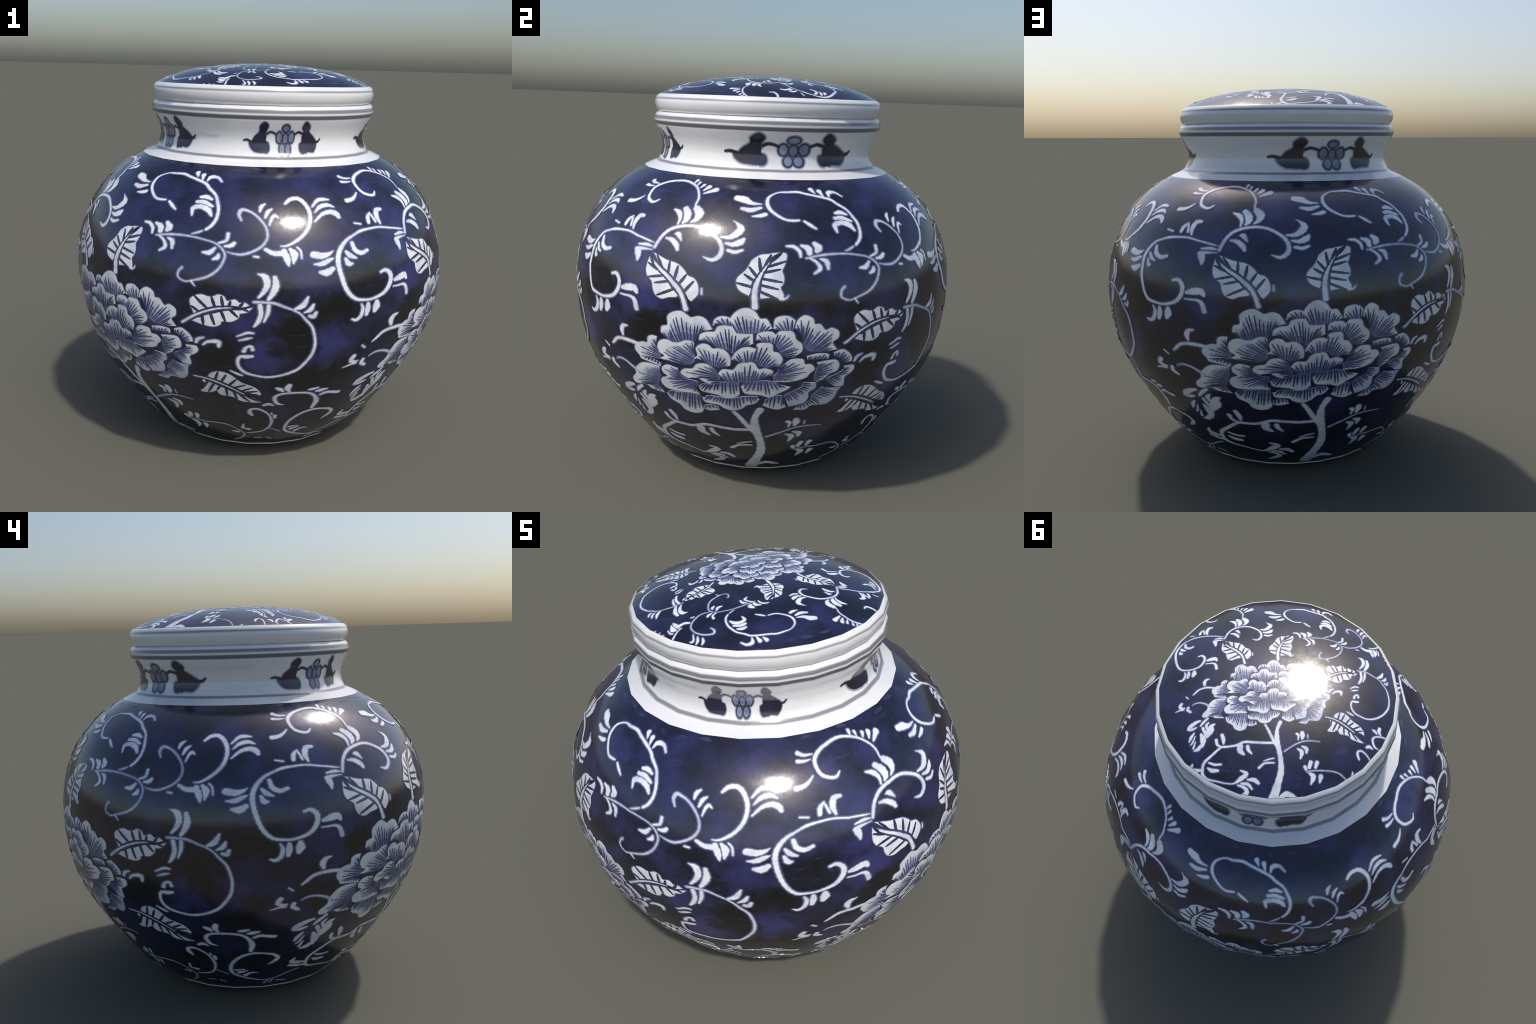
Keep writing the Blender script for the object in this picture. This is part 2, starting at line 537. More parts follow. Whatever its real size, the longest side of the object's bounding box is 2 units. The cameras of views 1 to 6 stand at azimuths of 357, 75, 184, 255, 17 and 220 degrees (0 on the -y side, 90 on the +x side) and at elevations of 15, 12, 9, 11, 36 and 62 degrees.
tendril([(10.8, 120.6, 0.97), (9.1, 120.5, 1.09), (6.7, 120.9, 1.1), (4.4, 122.4, 1.23), (2.4, 124.4, 1.36), (1.4, 126.7, 1.55), (1.6, 129.1, 1.23), (3, 130.9, 0.95), (5.3, 132.2, 0.83), (8.2, 132.5, 1.17), (12.1, 132.6, 1.32), (15.1, 131.6, 1.26), (22.3, 129.2, 1.34), (24.6, 127.1, 1.28), (27.4, 124.4, 1.16), (28.7, 121.4, 1.27), (29.4, 118.8, 1.26), (29.3, 115.7, 1.28), (28.3, 113.2, 1.23), (26.8, 111.6, 1.08)])
tendril([(25.8, 111.1, 0.78), (24.7, 110.5, 1.05), (23.1, 109.9, 0.56)])
spray(
    [(12.4, 120.2, 0.83), (14, 118.8, 1.12), (15.6, 117.5, 0.69)])
spray(
    [(-8.5, 128.8, 2.16), (-6.1, 128.3, 2.61), (-3.6, 126.9, 1.48), (-0.4, 126.6, 0.48)],
    [(-6.4, 124.6, 1.14), (-3.6, 124.1, 1.69), (-0.6, 125.1, 0.99)],
    [(-2.9, 121.7, 0.55), (-0.7, 122, 1.38), (0.9, 122.6, 1.39)])
spray(
    [(17.3, 133.9, 1.81), (18.3, 132, 0.53)],
    [(20.2, 133, 1.79), (20.9, 130.3, 0.53)],
    [(28.1, 130.3, 0.76), (26.1, 132.3, 1.2), (23.5, 132.3, 1.69), (22.8, 130.1, 0.51)])
spray(
    [(22.8, 123.3, 1.05), (24.6, 123.5, 1.58), (26.6, 122.6, 0.87)],
    [(22.2, 121.3, 1.25), (24.4, 121.4, 1.55), (27.3, 119.9, 0.99)],
    [(21.7, 116.2, 0.66), (21.5, 118.7, 1.5), (23.7, 119.6, 1.69), (26.3, 118.5, 1.71), (27.6, 116.5, 0.92)])

# trailing sprig right of the leaves, with its two curls
tendril([(11.9, 107.8, 0.8), (17.1, 108.8, 1), (22.6, 109, 0.75), (26.6, 108.3, 0.7), (29.8, 107.4, 0.71), (31.8, 105.9, 0.76), (32.9, 103.8, 0.91), (32.5, 101.3, 0.91), (31.2, 98.7, 0.92), (28.8, 96.4, 0.94), (25.3, 94.9, 0.86), (22.8, 94.3, 0.72), (20.8, 95.3, 0.8), (20.8, 97.3, 0.9), (21.7, 98.6, 1.02)])
spray(
    [(24.4, 94.7, 0.6), (24.9, 93.9, 0.58), (25.5, 93, 0.4)])
spray(
    [(6.8, 111.7, 0.73), (8.6, 111.6, 1.1), (10.1, 110.1, 1.08), (10.4, 108.3, 0.72)],
    [(10.8, 111.9, 0.85), (12.6, 110.9, 1.84), (12.9, 109.3, 1.45)],
    [(14.5, 112.5, 1.24), (15.5, 111.1, 2.21), (15, 110, 1.46)])
spray(
    [(13, 107.8, 0.72), (14.7, 106.4, 0.94), (15.5, 104.4, 1.2), (13.9, 102.9, 0.7)],
    [(15.7, 107.5, 0.6), (17.4, 106.6, 1.44), (17.7, 104.3, 0.83)])
spray(
    [(31, 107.5, 0.7), (33, 108.5, 0.96), (33.3, 110.7, 1.09)],
    [(32.8, 106.6, 0.81), (34.3, 106.9, 1.35), (35.2, 107.8, 1.09)])
spray(
    [(26.9, 104.1, 0.83), (28.7, 104.2, 1.53), (30, 105.7, 0.84)],
    [(29.9, 102.1, 0.82), (31, 102.8, 1.37), (31.2, 103.8, 0.83)])
tendril([(36.6, 115.6, 0.85), (35.8, 117.6, 1.43), (36.5, 119.3, 1.55), (38.5, 119, 1.13), (40.7, 117.5, 1.01), (42.8, 114.9, 0.91), (43.9, 112.4, 0.84), (44, 109.6, 0.91), (42.6, 107.1, 1.01), (40.1, 105.3, 1.1), (37.3, 104.3, 1.04), (35, 104.4, 0.8), (33.3, 104.9, 0.38)])
spray(
    [(41.8, 118.8, 0.7), (42.2, 120.7, 1.32), (43.2, 121.7, 0.76)],
    [(43.4, 116.7, 0.81), (44.2, 118.8, 1.25), (45.3, 119.8, 0.73)],
    [(44.6, 114.1, 0.53), (45.3, 116.5, 0.94), (46.2, 117.5, 1.1), (47.1, 116.8, 0.54)])
spray(
    [(40.6, 103.8, 0.76), (41.7, 103.6, 0.75)])
tendril([(49.5, 122, 1.16), (51.2, 123.7, 1.63), (53.6, 124.1, 1.79), (55.5, 122.3, 1.74), (56.6, 119.3, 1.56), (56.6, 116.4, 1.47), (55.6, 113.2, 1.36), (53.6, 110.5, 1.28), (51, 108.3, 1.12), (49.1, 107.3, 0.97), (47.7, 107.2, 0.62)])
spray(
    [(57.9, 120.7, 0.71), (60.1, 123.1, 1.3), (62.1, 123.5, 1.32), (63.9, 123.3, 0.73)],
    [(58.3, 118.5, 0.53), (60.5, 120.6, 1.42), (63, 121.2, 1.43), (64.8, 120.4, 0.71)],
    [(57.9, 115.3, 0.64), (60.5, 117.7, 1.19), (63.1, 118.5, 1.59), (65, 117.8, 1.86), (65.6, 116.6, 1.32)])
spray(
    [(43.6, 106.1, 1.12), (45.6, 104.9, 1.47), (47.8, 104.8, 1.73), (49.2, 104.3, 1.44)],
    [(48.5, 105.7, 1.47), (49.3, 103, 1.8), (49.7, 100.9, 0.6)],
    [(50.2, 106.2, 1.1), (51.2, 104.6, 2.06), (50.9, 101.7, 0.6)],
    [(52, 106.9, 0.72), (52.9, 105.7, 0.72), (53.1, 103.3, 0.59)])

# large open ring left of the peony
tendril([(-30.7, 109.4, 0.33), (-32.5, 109.8, 0.84), (-36.2, 110.7, 0.87), (-40.9, 111.6, 0.88), (-44.8, 111.5, 0.96), (-48.1, 111.1, 1.21), (-50.5, 110.2, 0.99), (-53, 108.9, 1.17), (-54.9, 106.9, 1.44), (-56.3, 104.3, 1.65), (-56.7, 101.7, 1.74), (-56.5, 99.1, 1.63), (-56, 96.5, 1.59), (-55.1, 93.3, 1.54), (-53.7, 90.5, 1.45), (-51.9, 88.8, 1.29), (-49.7, 88.1, 1.18), (-47.1, 87.8, 1.17), (-44.6, 88.3, 1.3), (-42.3, 89.3, 1.48), (-40.7, 91.2, 1.72), (-39.9, 93.5, 1.77), (-40.2, 95.6, 1.72), (-41.7, 96.9, 1.49), (-43.4, 96.5, 1.08)])
spray(
    [(56.5, 104.3, 2.12), (58.8, 103.8, 1.99), (60.9, 104.3, 1.19), (62.2, 105.2, 0.35)],
    [(56.5, 101.2, 0.58), (58.7, 101.2, 1.53), (60.9, 102.3, 1.28), (62.1, 102.8, 0.47)],
    [(58.1, 98.5, 1.16), (59.9, 98.3, 2.18), (61.6, 99.4, 1.38)])
spray(
    [(-52, 107.5, 1.22), (-51.3, 105, 1.45), (-49.3, 103.8, 1.44), (-47.2, 104.4, 1.12)],
    [(-54.1, 104.7, 0.96), (-53, 103.3, 1.56), (-51.3, 102.4, 0.7)],
    [(-54.5, 102.4, 0.94), (-53.7, 100.7, 1.65), (-52.7, 100.7, 0.82)])
spray(
    [(-50.1, 86.7, 0.6), (-49.5, 85, 1.18), (-50, 82.6, 1.32), (-51.4, 81.4, 1.23), (-52.7, 81.8, 0.73)],
    [(-47.8, 86.5, 1.2), (-47.8, 84.6, 1.78), (-48.1, 82.7, 1.21)],
    [(-44.8, 86.6, 1.47), (-44.8, 85, 2.45), (-45.3, 83.4, 1.47)])
spray(
    [(-38.4, 93, 1.23), (-36.4, 93.6, 2.15), (-34.2, 93.7, 2.09), (-33.2, 92.4, 1.04)],
    [(-38.9, 90.8, 0.61), (-35.3, 90.8, 0.89), (-33.7, 89.7, 1.3), (-33, 87.1, 1.46)])
spray(
    [(-44.4, 113.6, 1.28), (-44, 115.6, 1.34), (-42.7, 117, 0.68)],
    [(-42.5, 116.3, 0.83), (-41.7, 113.6, 0.92)],
    [(-38, 118, 1.11), (-39.8, 117.6, 1.66), (-40.6, 115.2, 1.68), (-40.1, 112.8, 0.8)],
    [(-49.8, 114, 0.65), (-47.5, 113.4, 0.64)])
spray(
    [(-35.5, 108.2, 0.65), (-32.9, 108.4, 1.1), (-30.5, 108, 0.33)],
    [(-35.8, 106.5, 1.54), (-34, 106.9, 1.06), (-30.7, 107, 0.33)],
    [(-35.2, 105.7, 2.11), (-34.8, 104.3, 1.57), (-34.7, 102.9, 0.77)])

# ring with the knotted bar right of the peony
tendril([(51.2, 86.4, 0.77), (52.9, 85.1, 0.66), (54.2, 83.2, 0.81), (56, 80.6, 0.88), (56.9, 77.7, 0.98), (57.4, 74, 1.05), (56.8, 69.6, 1.21), (54.4, 65.4, 1.22), (51.8, 62.9, 1.26), (48.6, 61.2, 1.19), (45, 60.5, 1.08), (41.9, 61.2, 1.05), (39.1, 62.6, 1.26), (37.3, 65.1, 1.21), (37, 67.7, 1.17), (37.8, 69.4, 1.28), (39.2, 69.3, 1.72), (40.7, 69.5, 1.37)])
tendril([(40.9, 89.1, 1.11), (43.6, 89, 1.18), (46.2, 88.7, 1.08), (48.8, 87.5, 1.02), (51.2, 86.4, 0.77)])
spray(
    [(41.8, 98.2, 0.48), (43.6, 97.3, 1.73), (44.2, 94.9, 1.67), (43.4, 92.5, 1.31), (42.1, 90.6, 0.73)],
    [(46.1, 97.1, 1.2), (46.4, 94.5, 1.81), (45.7, 92.1, 1.55), (44.6, 90, 1.07)],
    [(42.5, 88.1, 1.25), (42.8, 85.1, 1.25), (42.2, 82.6, 1.27), (41.2, 80.8, 0.8)],
    [(44.7, 88, 1.1), (44.5, 85.3, 1.1), (43.6, 82.4, 0.63)])
spray(
    [(51.5, 86.9, 0.84), (53.4, 88.1, 1.66), (54.7, 90.7, 0.71)],
    [(53.9, 85.6, 0.59), (55.4, 86.4, 1.42), (56.2, 88.1, 0.71)],
    [(55.3, 84.3, 0.95), (56.3, 84, 1.42), (57, 85.3, 0.95)])
spray(
    [(38.6, 71.5, 1.14), (39.2, 73, 1), (40.5, 73.5, 0.99), (40.9, 72.1, 1.11)])
spray(
    [(36.8, 77, 0.54), (39.3, 78.4, 0.91), (40.9, 78.3, 0.77)],
    [(37.4, 75.6, 0.54), (39.1, 76.2, 0.91), (40.6, 76.6, 0.53)],
    [(35, 62.9, 0.65), (36.9, 61.8, 0.96), (38.1, 61.3, 0.63)])

# leaves round the peony
leaf_blade([(-30, 103.9, 0.79), (-27.1, 101.5, 1.09), (-23.8, 99.2, 1.29), (-20.8, 96.3, 1.32), (-19.3, 93.4, 1.19), (-18.3, 89.9, 1.47)],
    ([(-30.7, 105.2), (-31.1, 103.2), (-31.2, 100.5), (-30.4, 98.5), (-28.6, 97), (-28.2, 95), (-27.3, 93), (-25.3, 92.1), (-23.2, 93), (-20.9, 93.5)],
     [(-30.5, 104.1), (-28, 101.3), (-25.2, 99.2), (-23, 97.2), (-21.7, 95.4), (-20.6, 93.9)], 4, -0.15),
    ([(-30.5, 106.3), (-27.9, 105.4), (-25.2, 104.5), (-21.9, 103.9), (-19.7, 102.1), (-18.6, 100.5), (-16.7, 99.7), (-15.5, 97.6), (-15.4, 95), (-17, 92.6)],
     [(-29.5, 104.6), (-26.9, 102.5), (-23.8, 100.5), (-21.3, 98.4), (-19.2, 96), (-17.7, 93.1)], 5, -0.15))
spray(
    [(-14.5, 96.9, 0.51), (-14.4, 95.2, 0.6)])
leaf_blade([(2.1, 106.1, 0.64), (0.8, 103.8, 0.96), (-0.6, 100.4, 1.32), (-1.2, 96.9, 1.5), (-1, 92.3, 1.7)],
    ([(5.5, 109.6), (2.9, 109.2), (1.9, 108.9), (0, 108.6), (-2.1, 107), (-3, 104.9), (-3.9, 103.3), (-5.5, 101.4), (-5.8, 99.6), (-4.9, 97.4), (-2.6, 95.9)],
     [(2.8, 107.7), (1.1, 105.3), (-0.2, 103), (-1.3, 100.9), (-2, 99.1), (-2.3, 96.6)], 5, -0.1),
    ([(5.7, 109.6), (6.7, 109.1), (6.6, 107.5), (6.1, 105.5), (5.5, 103.9), (6, 101.9), (5.8, 99.9), (5.1, 98.6), (5.9, 96.4), (5.4, 94.8), (3.2, 95.5), (0.4, 95.1)],
     [(3.4, 107.6), (2.3, 105.6), (1.2, 103.3), (0.4, 100.7), (0.2, 98.2), (0.2, 95.7)], 5, -0.1))
spray(
    [(5.6, 95.1, 0.91), (6.5, 95.4, 0.57), (7.1, 96.3, 0.41)])
leaf_blade([(22.2, 80.2, 0.89), (25.4, 83, 0.91), (28.7, 85, 0.79), (32.1, 86.3, 0.71), (35.1, 86.8, 0.48)],
    ([(25.5, 83.9), (24.4, 87.7), (25.2, 89.5), (27.3, 90.4), (29.2, 89.9), (30.6, 90.1), (31.9, 90.9), (33.5, 90.2), (34, 88.9), (36.2, 89.7), (37.2, 88.7), (38.6, 88.9), (39.7, 87.9)],
     [(26.1, 84.4), (27.6, 85.3), (29.4, 86.1), (31, 86.8), (32.9, 87.1), (35.2, 87.4), (37.6, 87.3), (39, 87.5)], 5, 0.05),
    ([(25, 81.3), (27.7, 80.2), (30.4, 79.7), (32.4, 80.7), (32.8, 82), (35.3, 82.1), (37.2, 83.7), (37.4, 85.1), (39.2, 85.6), (40.6, 87.2)],
     [(26.2, 82.3), (28.1, 83.6), (30.1, 84.3), (32, 85.2), (34.1, 86), (36.1, 86.3), (38.3, 86.6), (40.2, 87.1)], 4, 0.05))
leaf_blade([(24, 58.8, 0.62), (27.6, 58.1, 0.67), (31.4, 56.5, 0.7), (35.2, 54.2, 0.7), (38.4, 51.9, 0.5)],
    ([(28.1, 59.2), (29.2, 61), (31.8, 62), (34.8, 60.9), (37.5, 58.1), (41.6, 55.4), (43.5, 52.3), (43.2, 51)],
     [(29, 58.7), (31.5, 57.6), (33.4, 56.7), (35.2, 55.4), (37.5, 54.1), (39.4, 52.7), (41.4, 51.7), (43, 50.7)], 6, 0.13),
    ([(26.2, 56.8), (27.2, 54.7), (25, 51.2), (28.2, 51.1), (30.1, 52.4), (31.2, 50.3), (35.3, 49.8), (37.3, 48.2), (41.4, 47.2), (43.8, 47.3)],
     [(26.6, 57.5), (28.8, 56.5), (30.4, 55.7), (31.9, 54.8), (33.8, 53.6), (35.8, 52.4), (38, 51.2), (41.4, 49.5)], 6, 0.13))
leaf(
    [(-35.5, 57.1, 1.3), (-37.4, 55.3, 1.54), (-38.9, 53.3, 1.02)],
    [(-39.4, 56.1, 1.02), (-41.6, 55.2, 1.65), (-44.2, 53.4, 2), (-45.3, 52, 1.17)],
    [(-40.9, 52.6, 0.69), (-42.9, 51.9, 1.35), (-44.7, 51.4, 0.67)],
    [(-41.9, 49.9, 0.7), (-43.4, 47.7, 1.49), (-44.2, 45.5, 0.75)],
    [(-41.3, 48.1, 0.53), (-42.4, 45, 0.95), (-43.4, 43.8, 0.69)],
    [(-41, 45.1, 0.58), (-41.9, 41.9, 1.16)],
    [(-38.2, 42.7, 1.59), (-39.4, 41.2, 1.8), (-41.3, 40.5, 0.83)],
    [(-38.4, 48.9, 1.06), (-37.1, 45.8, 2.77), (-37.2, 42.4, 1.23)],
    [(-31.9, 53.7, 0.91), (-33.2, 52.7, 2.16), (-33.8, 50.4, 3.37), (-35.5, 47.6, 2.37)],
    [(-34.8, 54.9, 0.71), (-35.9, 53.2, 1.41), (-35, 50.4, 0.72)],
    [(-37.6, 52, 1.41), (-36.3, 49.1, 1.44)])

# stem, branches and sprigs below the peony
tendril([(1.3, 54.5, 2.66), (-0.1, 50.6, 2.24), (-0.2, 46.1, 3.19), (0.7, 41.1, 3.12), (1.9, 35.7, 3), (2.3, 29.2, 3.89), (1, 23.6, 4.39), (-1.5, 15.1, 6.55)])
tendril([(-6.2, 52.9, 1.43), (-4.4, 49.8, 1.78), (-2.5, 45.9, 1.96), (-0.4, 42.1, 2.19)])
spray(
    [(1.6, 16.6, 1.6), (5.5, 19.1, 2.37), (10.7, 17.2, 1.23)])
spray(
    [(-8.6, 30.7, 1.28), (-5.7, 32.9, 1.09), (-1.2, 33.2, 0.82)],
    [(-6.2, 34, 0.57), (-3.8, 34.9, 0.81), (-1.2, 35.5, 0.64)])
tendril([(-1.4, 43.3, 1.74), (-6.1, 43.2, 1.67), (-11.5, 43.4, 1.65), (-16.1, 43.7, 1.67), (-20.1, 42.1, 1.53), (-23, 41.6, 1.48), (-25.9, 41.4, 1.61), (-28, 41.1, 1.57), (-32.2, 37.6, 1.68), (-35.9, 34.3, 1.98), (-36.7, 31.3, 1.91), (-36.3, 28.4, 1.93), (-33.6, 26.3, 1.37), (-29.1, 25.1, 1.04), (-24.8, 24, 0.9), (-20.6, 23.7, 1.07), (-17.1, 25.7, 3.05), (-14.5, 27.9, 2.44), (-17.5, 29.5, 1.08)])
spray(
    [(-30.4, 45.2, 1.54), (-29.7, 42.7, 1.32), (-28, 41.7, 0.87)],
    [(-27.6, 47.6, 1.66), (-26.8, 45.4, 1.86), (-26.6, 43.1, 1.05)])
spray(
    [(-18.3, 41.3, 2.77), (-18.1, 39.2, 2.49), (-16.2, 37.4, 1.18)],
    [(-14.5, 41.4, 1.73), (-14, 39.5, 1.62), (-12.4, 37.7, 0.8)])
spray(
    [(-33.4, 34, 0.93), (-30.6, 32.9, 1.21), (-27.3, 32.8, 0.97)],
    [(-34, 31.6, 0.86), (-31.8, 30.2, 1.82), (-28.8, 29.9, 1.32)])
spray(
    [(-13.8, 25.1, 1), (-10.7, 25, 1.96), (-8.5, 23.5, 1.48)],
    [(-17, 23.4, 1.05), (-13.8, 23.1, 1.43), (-11.7, 21.1, 1.06)],
    [(-18.7, 22.8, 0.8), (-15.3, 21.5, 1.5), (-14.4, 19.2, 2.17), (-19.4, 16.2, 1.03)])
spray(
    [(-42, 34, 1.08), (-42.8, 32, 1.77), (-39.5, 31.1, 1.6), (-36.4, 31.1, 0.73)],
    [(-43.2, 29.6, 1.46), (-40, 28.8, 1.7), (-36.6, 28.5, 0.72)])
tendril([(3.7, 39.1, 1.17), (6.5, 41.2, 1.03), (9.5, 43.1, 1.05), (12.8, 44.6, 0.96), (16.7, 45.2, 0.83), (21.1, 45.1, 0.54)])
spray(
    [(9.6, 48.5, 1.31), (10.5, 47.8, 1.22), (10.3, 45.3, 0.65)],
    [(12.3, 49.2, 1.98), (12.5, 47.6, 2.18), (12.3, 45.9, 1.09)],
    [(15.1, 48.4, 0.51), (15.2, 46.5, 0.55)])
spray(
    [(10.1, 40.8, 0.76), (12.3, 39.2, 1.98), (11.7, 35.9, 0.82)],
    [(12.3, 42.1, 0.75), (14.5, 41, 1.92), (14.6, 38.9, 1)])
tendril([(15, 29.6, 0.87), (18.7, 30.5, 0.92), (24.7, 30.9, 0.88), (30.8, 30.5, 0.88), (34.9, 27.6, 0.93), (37.8, 23.6, 1.11), (36, 19.1, 1.17), (32.5, 16.2, 0.95)])
spray(
    [(14, 31.9, 1.56), (14.6, 30.7, 1.32)],
    [(16.8, 34.3, 1.91), (16.1, 31.9, 1.74)],
    [(19.9, 34.5, 1.96), (19.2, 32.1, 1.33)],
    [(21.9, 28, 2.32), (21.4, 25.4, 1.05)],
    [(16.1, 29.1, 0.87), (18.2, 27.6, 2.5), (17.1, 24.1, 0.72)])
tendril([(-33.2, 74.8, 1.37), (-36.4, 75.3, 1.49), (-39.1, 75.1, 1.34), (-41.4, 74.3, 1.29), (-42.9, 72.8, 1.35), (-44.2, 71.5, 0.8)])
spray(
    [(-36.4, 80.5, 0.66), (-37.8, 80.1, 1.32), (-38.7, 78.5, 1.71), (-38.4, 76.7, 1.07)])
tendril([(-44.1, 65.4, 0.55), (-42.5, 66.3, 1), (-40.1, 66.5, 1.13), (-37.1, 65.5, 1.21), (-34.7, 63.5, 1.58)])
spray(
    [(-50.7, 65.8, 1.61), (-49.9, 66.9, 1.6)],
    [(-50.7, 65.1, 1.37), (-49.3, 64.2, 1.42), (-48.2, 64.4, 0.86)],
    [(-52.7, 62.7, 0.43), (-50.6, 63.4, 0.86), (-48.4, 63.4, 0.72)],
    [(-46.1, 64.4, 1.43), (-46.3, 63, 1.45), (-44.7, 61.6, 1.19)],
    [(-47.8, 70.8, 0.66), (-46.6, 69.6, 0.67)])
spray(
    [(25.8, 73.4, 0.85), (26.4, 74.7, 1.09), (27.8, 75.4, 0.7)],
    [(27.7, 72.7, 0.71), (29, 74, 1.01), (31.8, 74.3, 1.44), (31.9, 72.4, 0.91)])

# curls near the foot
tendril([(51.1, 45.6, 0.51), (49.1, 46.4, 1.46), (48.1, 48.6, 1.54), (48.1, 50.4, 1.46), (49.8, 51.8, 1.18), (52.9, 52.4, 1.1), (56.3, 52, 1.1), (59.1, 51.1, 1.15), (61.1, 49.1, 1.51), (62.2, 46, 2.2), (61.7, 42, 1.67)])
spray(
    [(48.3, 55, 1.13), (49.4, 54.3, 1.62), (50.3, 53.3, 0.65)],
    [(51.8, 56.5, 1.55), (51.4, 54.8, 1.73), (52.2, 53.2, 0.8)])
spray(
    [(58.5, 53.3, 0.94), (59.7, 53.4, 1.26), (61.2, 53.8, 0.78)],
    [(60.9, 51.9, 0.81), (62.3, 52.2, 1.61), (64.3, 52.7, 0.8)],
    [(62.9, 49.8, 1.13), (65, 50.7, 1.24), (69.1, 49.9, 1.36)])
tendril([(-51.7, 33, 0.83), (-49.7, 34.6, 2.07), (-48.7, 36.6, 1.84), (-50.7, 39.2, 1.43), (-54.1, 40.3, 1.16), (-57.7, 40.4, 1.33), (-61.4, 38.7, 1.5), (-64.5, 35.2, 1.71), (-66, 31.2, 1.7), (-65.4, 26.6, 1.62), (-61.9, 23.5, 1.26), (-57.4, 21.3, 1.14), (-52.6, 20, 1.05), (-47.9, 21, 0.94), (-42.7, 24.2, 0.72), (-38.5, 26.3, 0.63)])
spray(
    [(55.5, 29.3, 1.16), (59.1, 29.6, 0.65)],
    [(57, 27.3, 1.89), (60.3, 28.5, 0.65)],
    [(59.2, 24.8, 1.7), (61.6, 26.7, 1.18), (64.2, 26.8, 0.57)])
spray(
    [(-52.5, 16.8, 1.25), (-50.6, 19.1, 0.83)],
    [(-49.6, 17, 1.23), (-48.4, 19.4, 0.83)],
    [(-46.6, 17.9, 0.99), (-41.7, 16.7, 0.67)])
tendril([(41, 38.6, 1.28), (40.2, 40.6, 1.86), (40.5, 42.5, 1.42), (42.6, 42.9, 1.24), (45.1, 41.3, 1.02), (47.1, 38.4, 0.98), (48.2, 34.7, 1.43), (48, 31.2, 1.22), (46.3, 27.4, 1.09), (43.4, 25.5, 0.92), (39.1, 24.8, 0.75)])
tendril([(47.5, 29, 0.86), (49.8, 27.9, 0.77), (52.5, 26.1, 0.67)])
spray(
    [(37.8, 32.1, 0.65), (37.3, 28.9, 1.3)],
    [(38.3, 28.6, 1.03), (39.9, 28, 1.53)],
    [(33, 25.2, 0.86), (35.3, 25, 1.39)],
    [(47.7, 40.1, 0.8), (47.9, 39.3, 0.81)],
    [(49, 38.4, 1.38), (49.2, 36.7, 1.24)])
spray(
    [(42.3, 20, 0.63), (45.4, 19.9, 0.73)],
    [(47.7, 20, 0.85), (50.1, 18.5, 0.61)])
spray(
    [(44.8, 45.3, 1.13), (46.3, 46, 1.5), (47.8, 45.2, 0.74)])

# peony petals, outer ring first
petal(rim=[(-25.2, 81), (-24.9, 83.1), (-23.1, 84), (-23.2, 86.7), (-21.7, 88.5), (-19.5, 89.1), (-17.7, 88), (-16.8, 87.4), (-14.9, 88.1), (-13, 87.4), (-11.3, 84.4)],
      base=[(-24.2, 79.8), (-21.4, 79), (-18.4, 80.5), (-15.8, 80.4), (-14.4, 83.1)])
petal(rim=[(-11.1, 85.7), (-10.7, 87.7), (-9.1, 88.9), (-7.1, 88.8), (-6.1, 87.4)],
      base=[(-9.9, 86.4), (-6.3, 86.6)])
petal(rim=[(-7.1, 87.8), (-6, 90), (-4.4, 91.6), (-2.6, 91.9), (-0.8, 90.8), (0.4, 88.8), (2, 88.7), (3.4, 85.8)],
      base=[(-5.4, 84.2), (-3.2, 84.4), (-0.5, 84.6), (2.3, 85.2)])
petal(rim=[(3.8, 85.8), (4, 88.7), (5.5, 89.8), (7.5, 89.8), (8.9, 88.5)],
      base=[(4.7, 85.3), (8.6, 85.8)])
petal(rim=[(9, 86.1), (9.5, 88.5), (11.3, 90), (13.4, 88.9), (13.9, 87.1), (15.4, 86.9), (16.9, 84.9), (18.4, 85.6), (20.2, 84.4), (20.3, 82.2), (18.9, 80.6), (20.2, 78.2)],
      base=[(10.3, 84.5), (11.2, 82.3), (12.2, 80), (13.5, 78.8), (17.4, 77.6)])
petal(rim=[(-33, 70.3), (-34.3, 72.4), (-33.8, 74.7), (-31.4, 76), (-30, 76.1), (-29.6, 78.2), (-28.2, 79.1), (-26.7, 79)],
      base=[(-27.4, 70.8), (-26.6, 72.9), (-26.7, 74.6), (-27.1, 76.3)])
petal(rim=[(-33.1, 70), (-32.4, 69.3), (-29.3, 68.8), (-26.5, 68.2)],
      base=[(-32.3, 70.8), (-29.3, 70.5), (-26.1, 69.3)])
petal(rim=[(-27.2, 56.9), (-31.5, 57.2), (-33.4, 58.3), (-37.6, 57.8), (-38.3, 59.6), (-36.1, 62.3), (-35.7, 64.6), (-33.3, 67.4), (-30.5, 68.2), (-27, 68)],
      base=[(-27.9, 57.8), (-29.3, 59.1), (-28.9, 61.7), (-27.4, 65), (-27, 66.4)])
petal(rim=[(19.6, 77.1), (21.8, 78), (23.7, 76.6), (24.8, 74.7), (24.8, 73.5)],
      base=[(19.7, 76), (21.8, 75.2), (23.2, 73.2)])
petal(rim=[(22.9, 72), (25.6, 71.8), (26.1, 70.1), (25.1, 68.7), (23.6, 67.4), (23.7, 64.1), (21.2, 64.2)],
      base=[(22.8, 71), (22.1, 69.6), (20.6, 68.5), (19.3, 67.4), (19, 66.2)])
petal(rim=[(23, 63.5), (22.4, 61.8), (22.1, 59.6), (21.4, 57.9), (19.7, 56.3), (15.8, 56.2), (14.1, 54.3), (10.7, 54.6)],
      base=[(18.3, 64.3), (17.2, 62.6), (15.7, 60.3), (15.4, 58.5), (13.3, 56.8), (11.5, 55.8)])
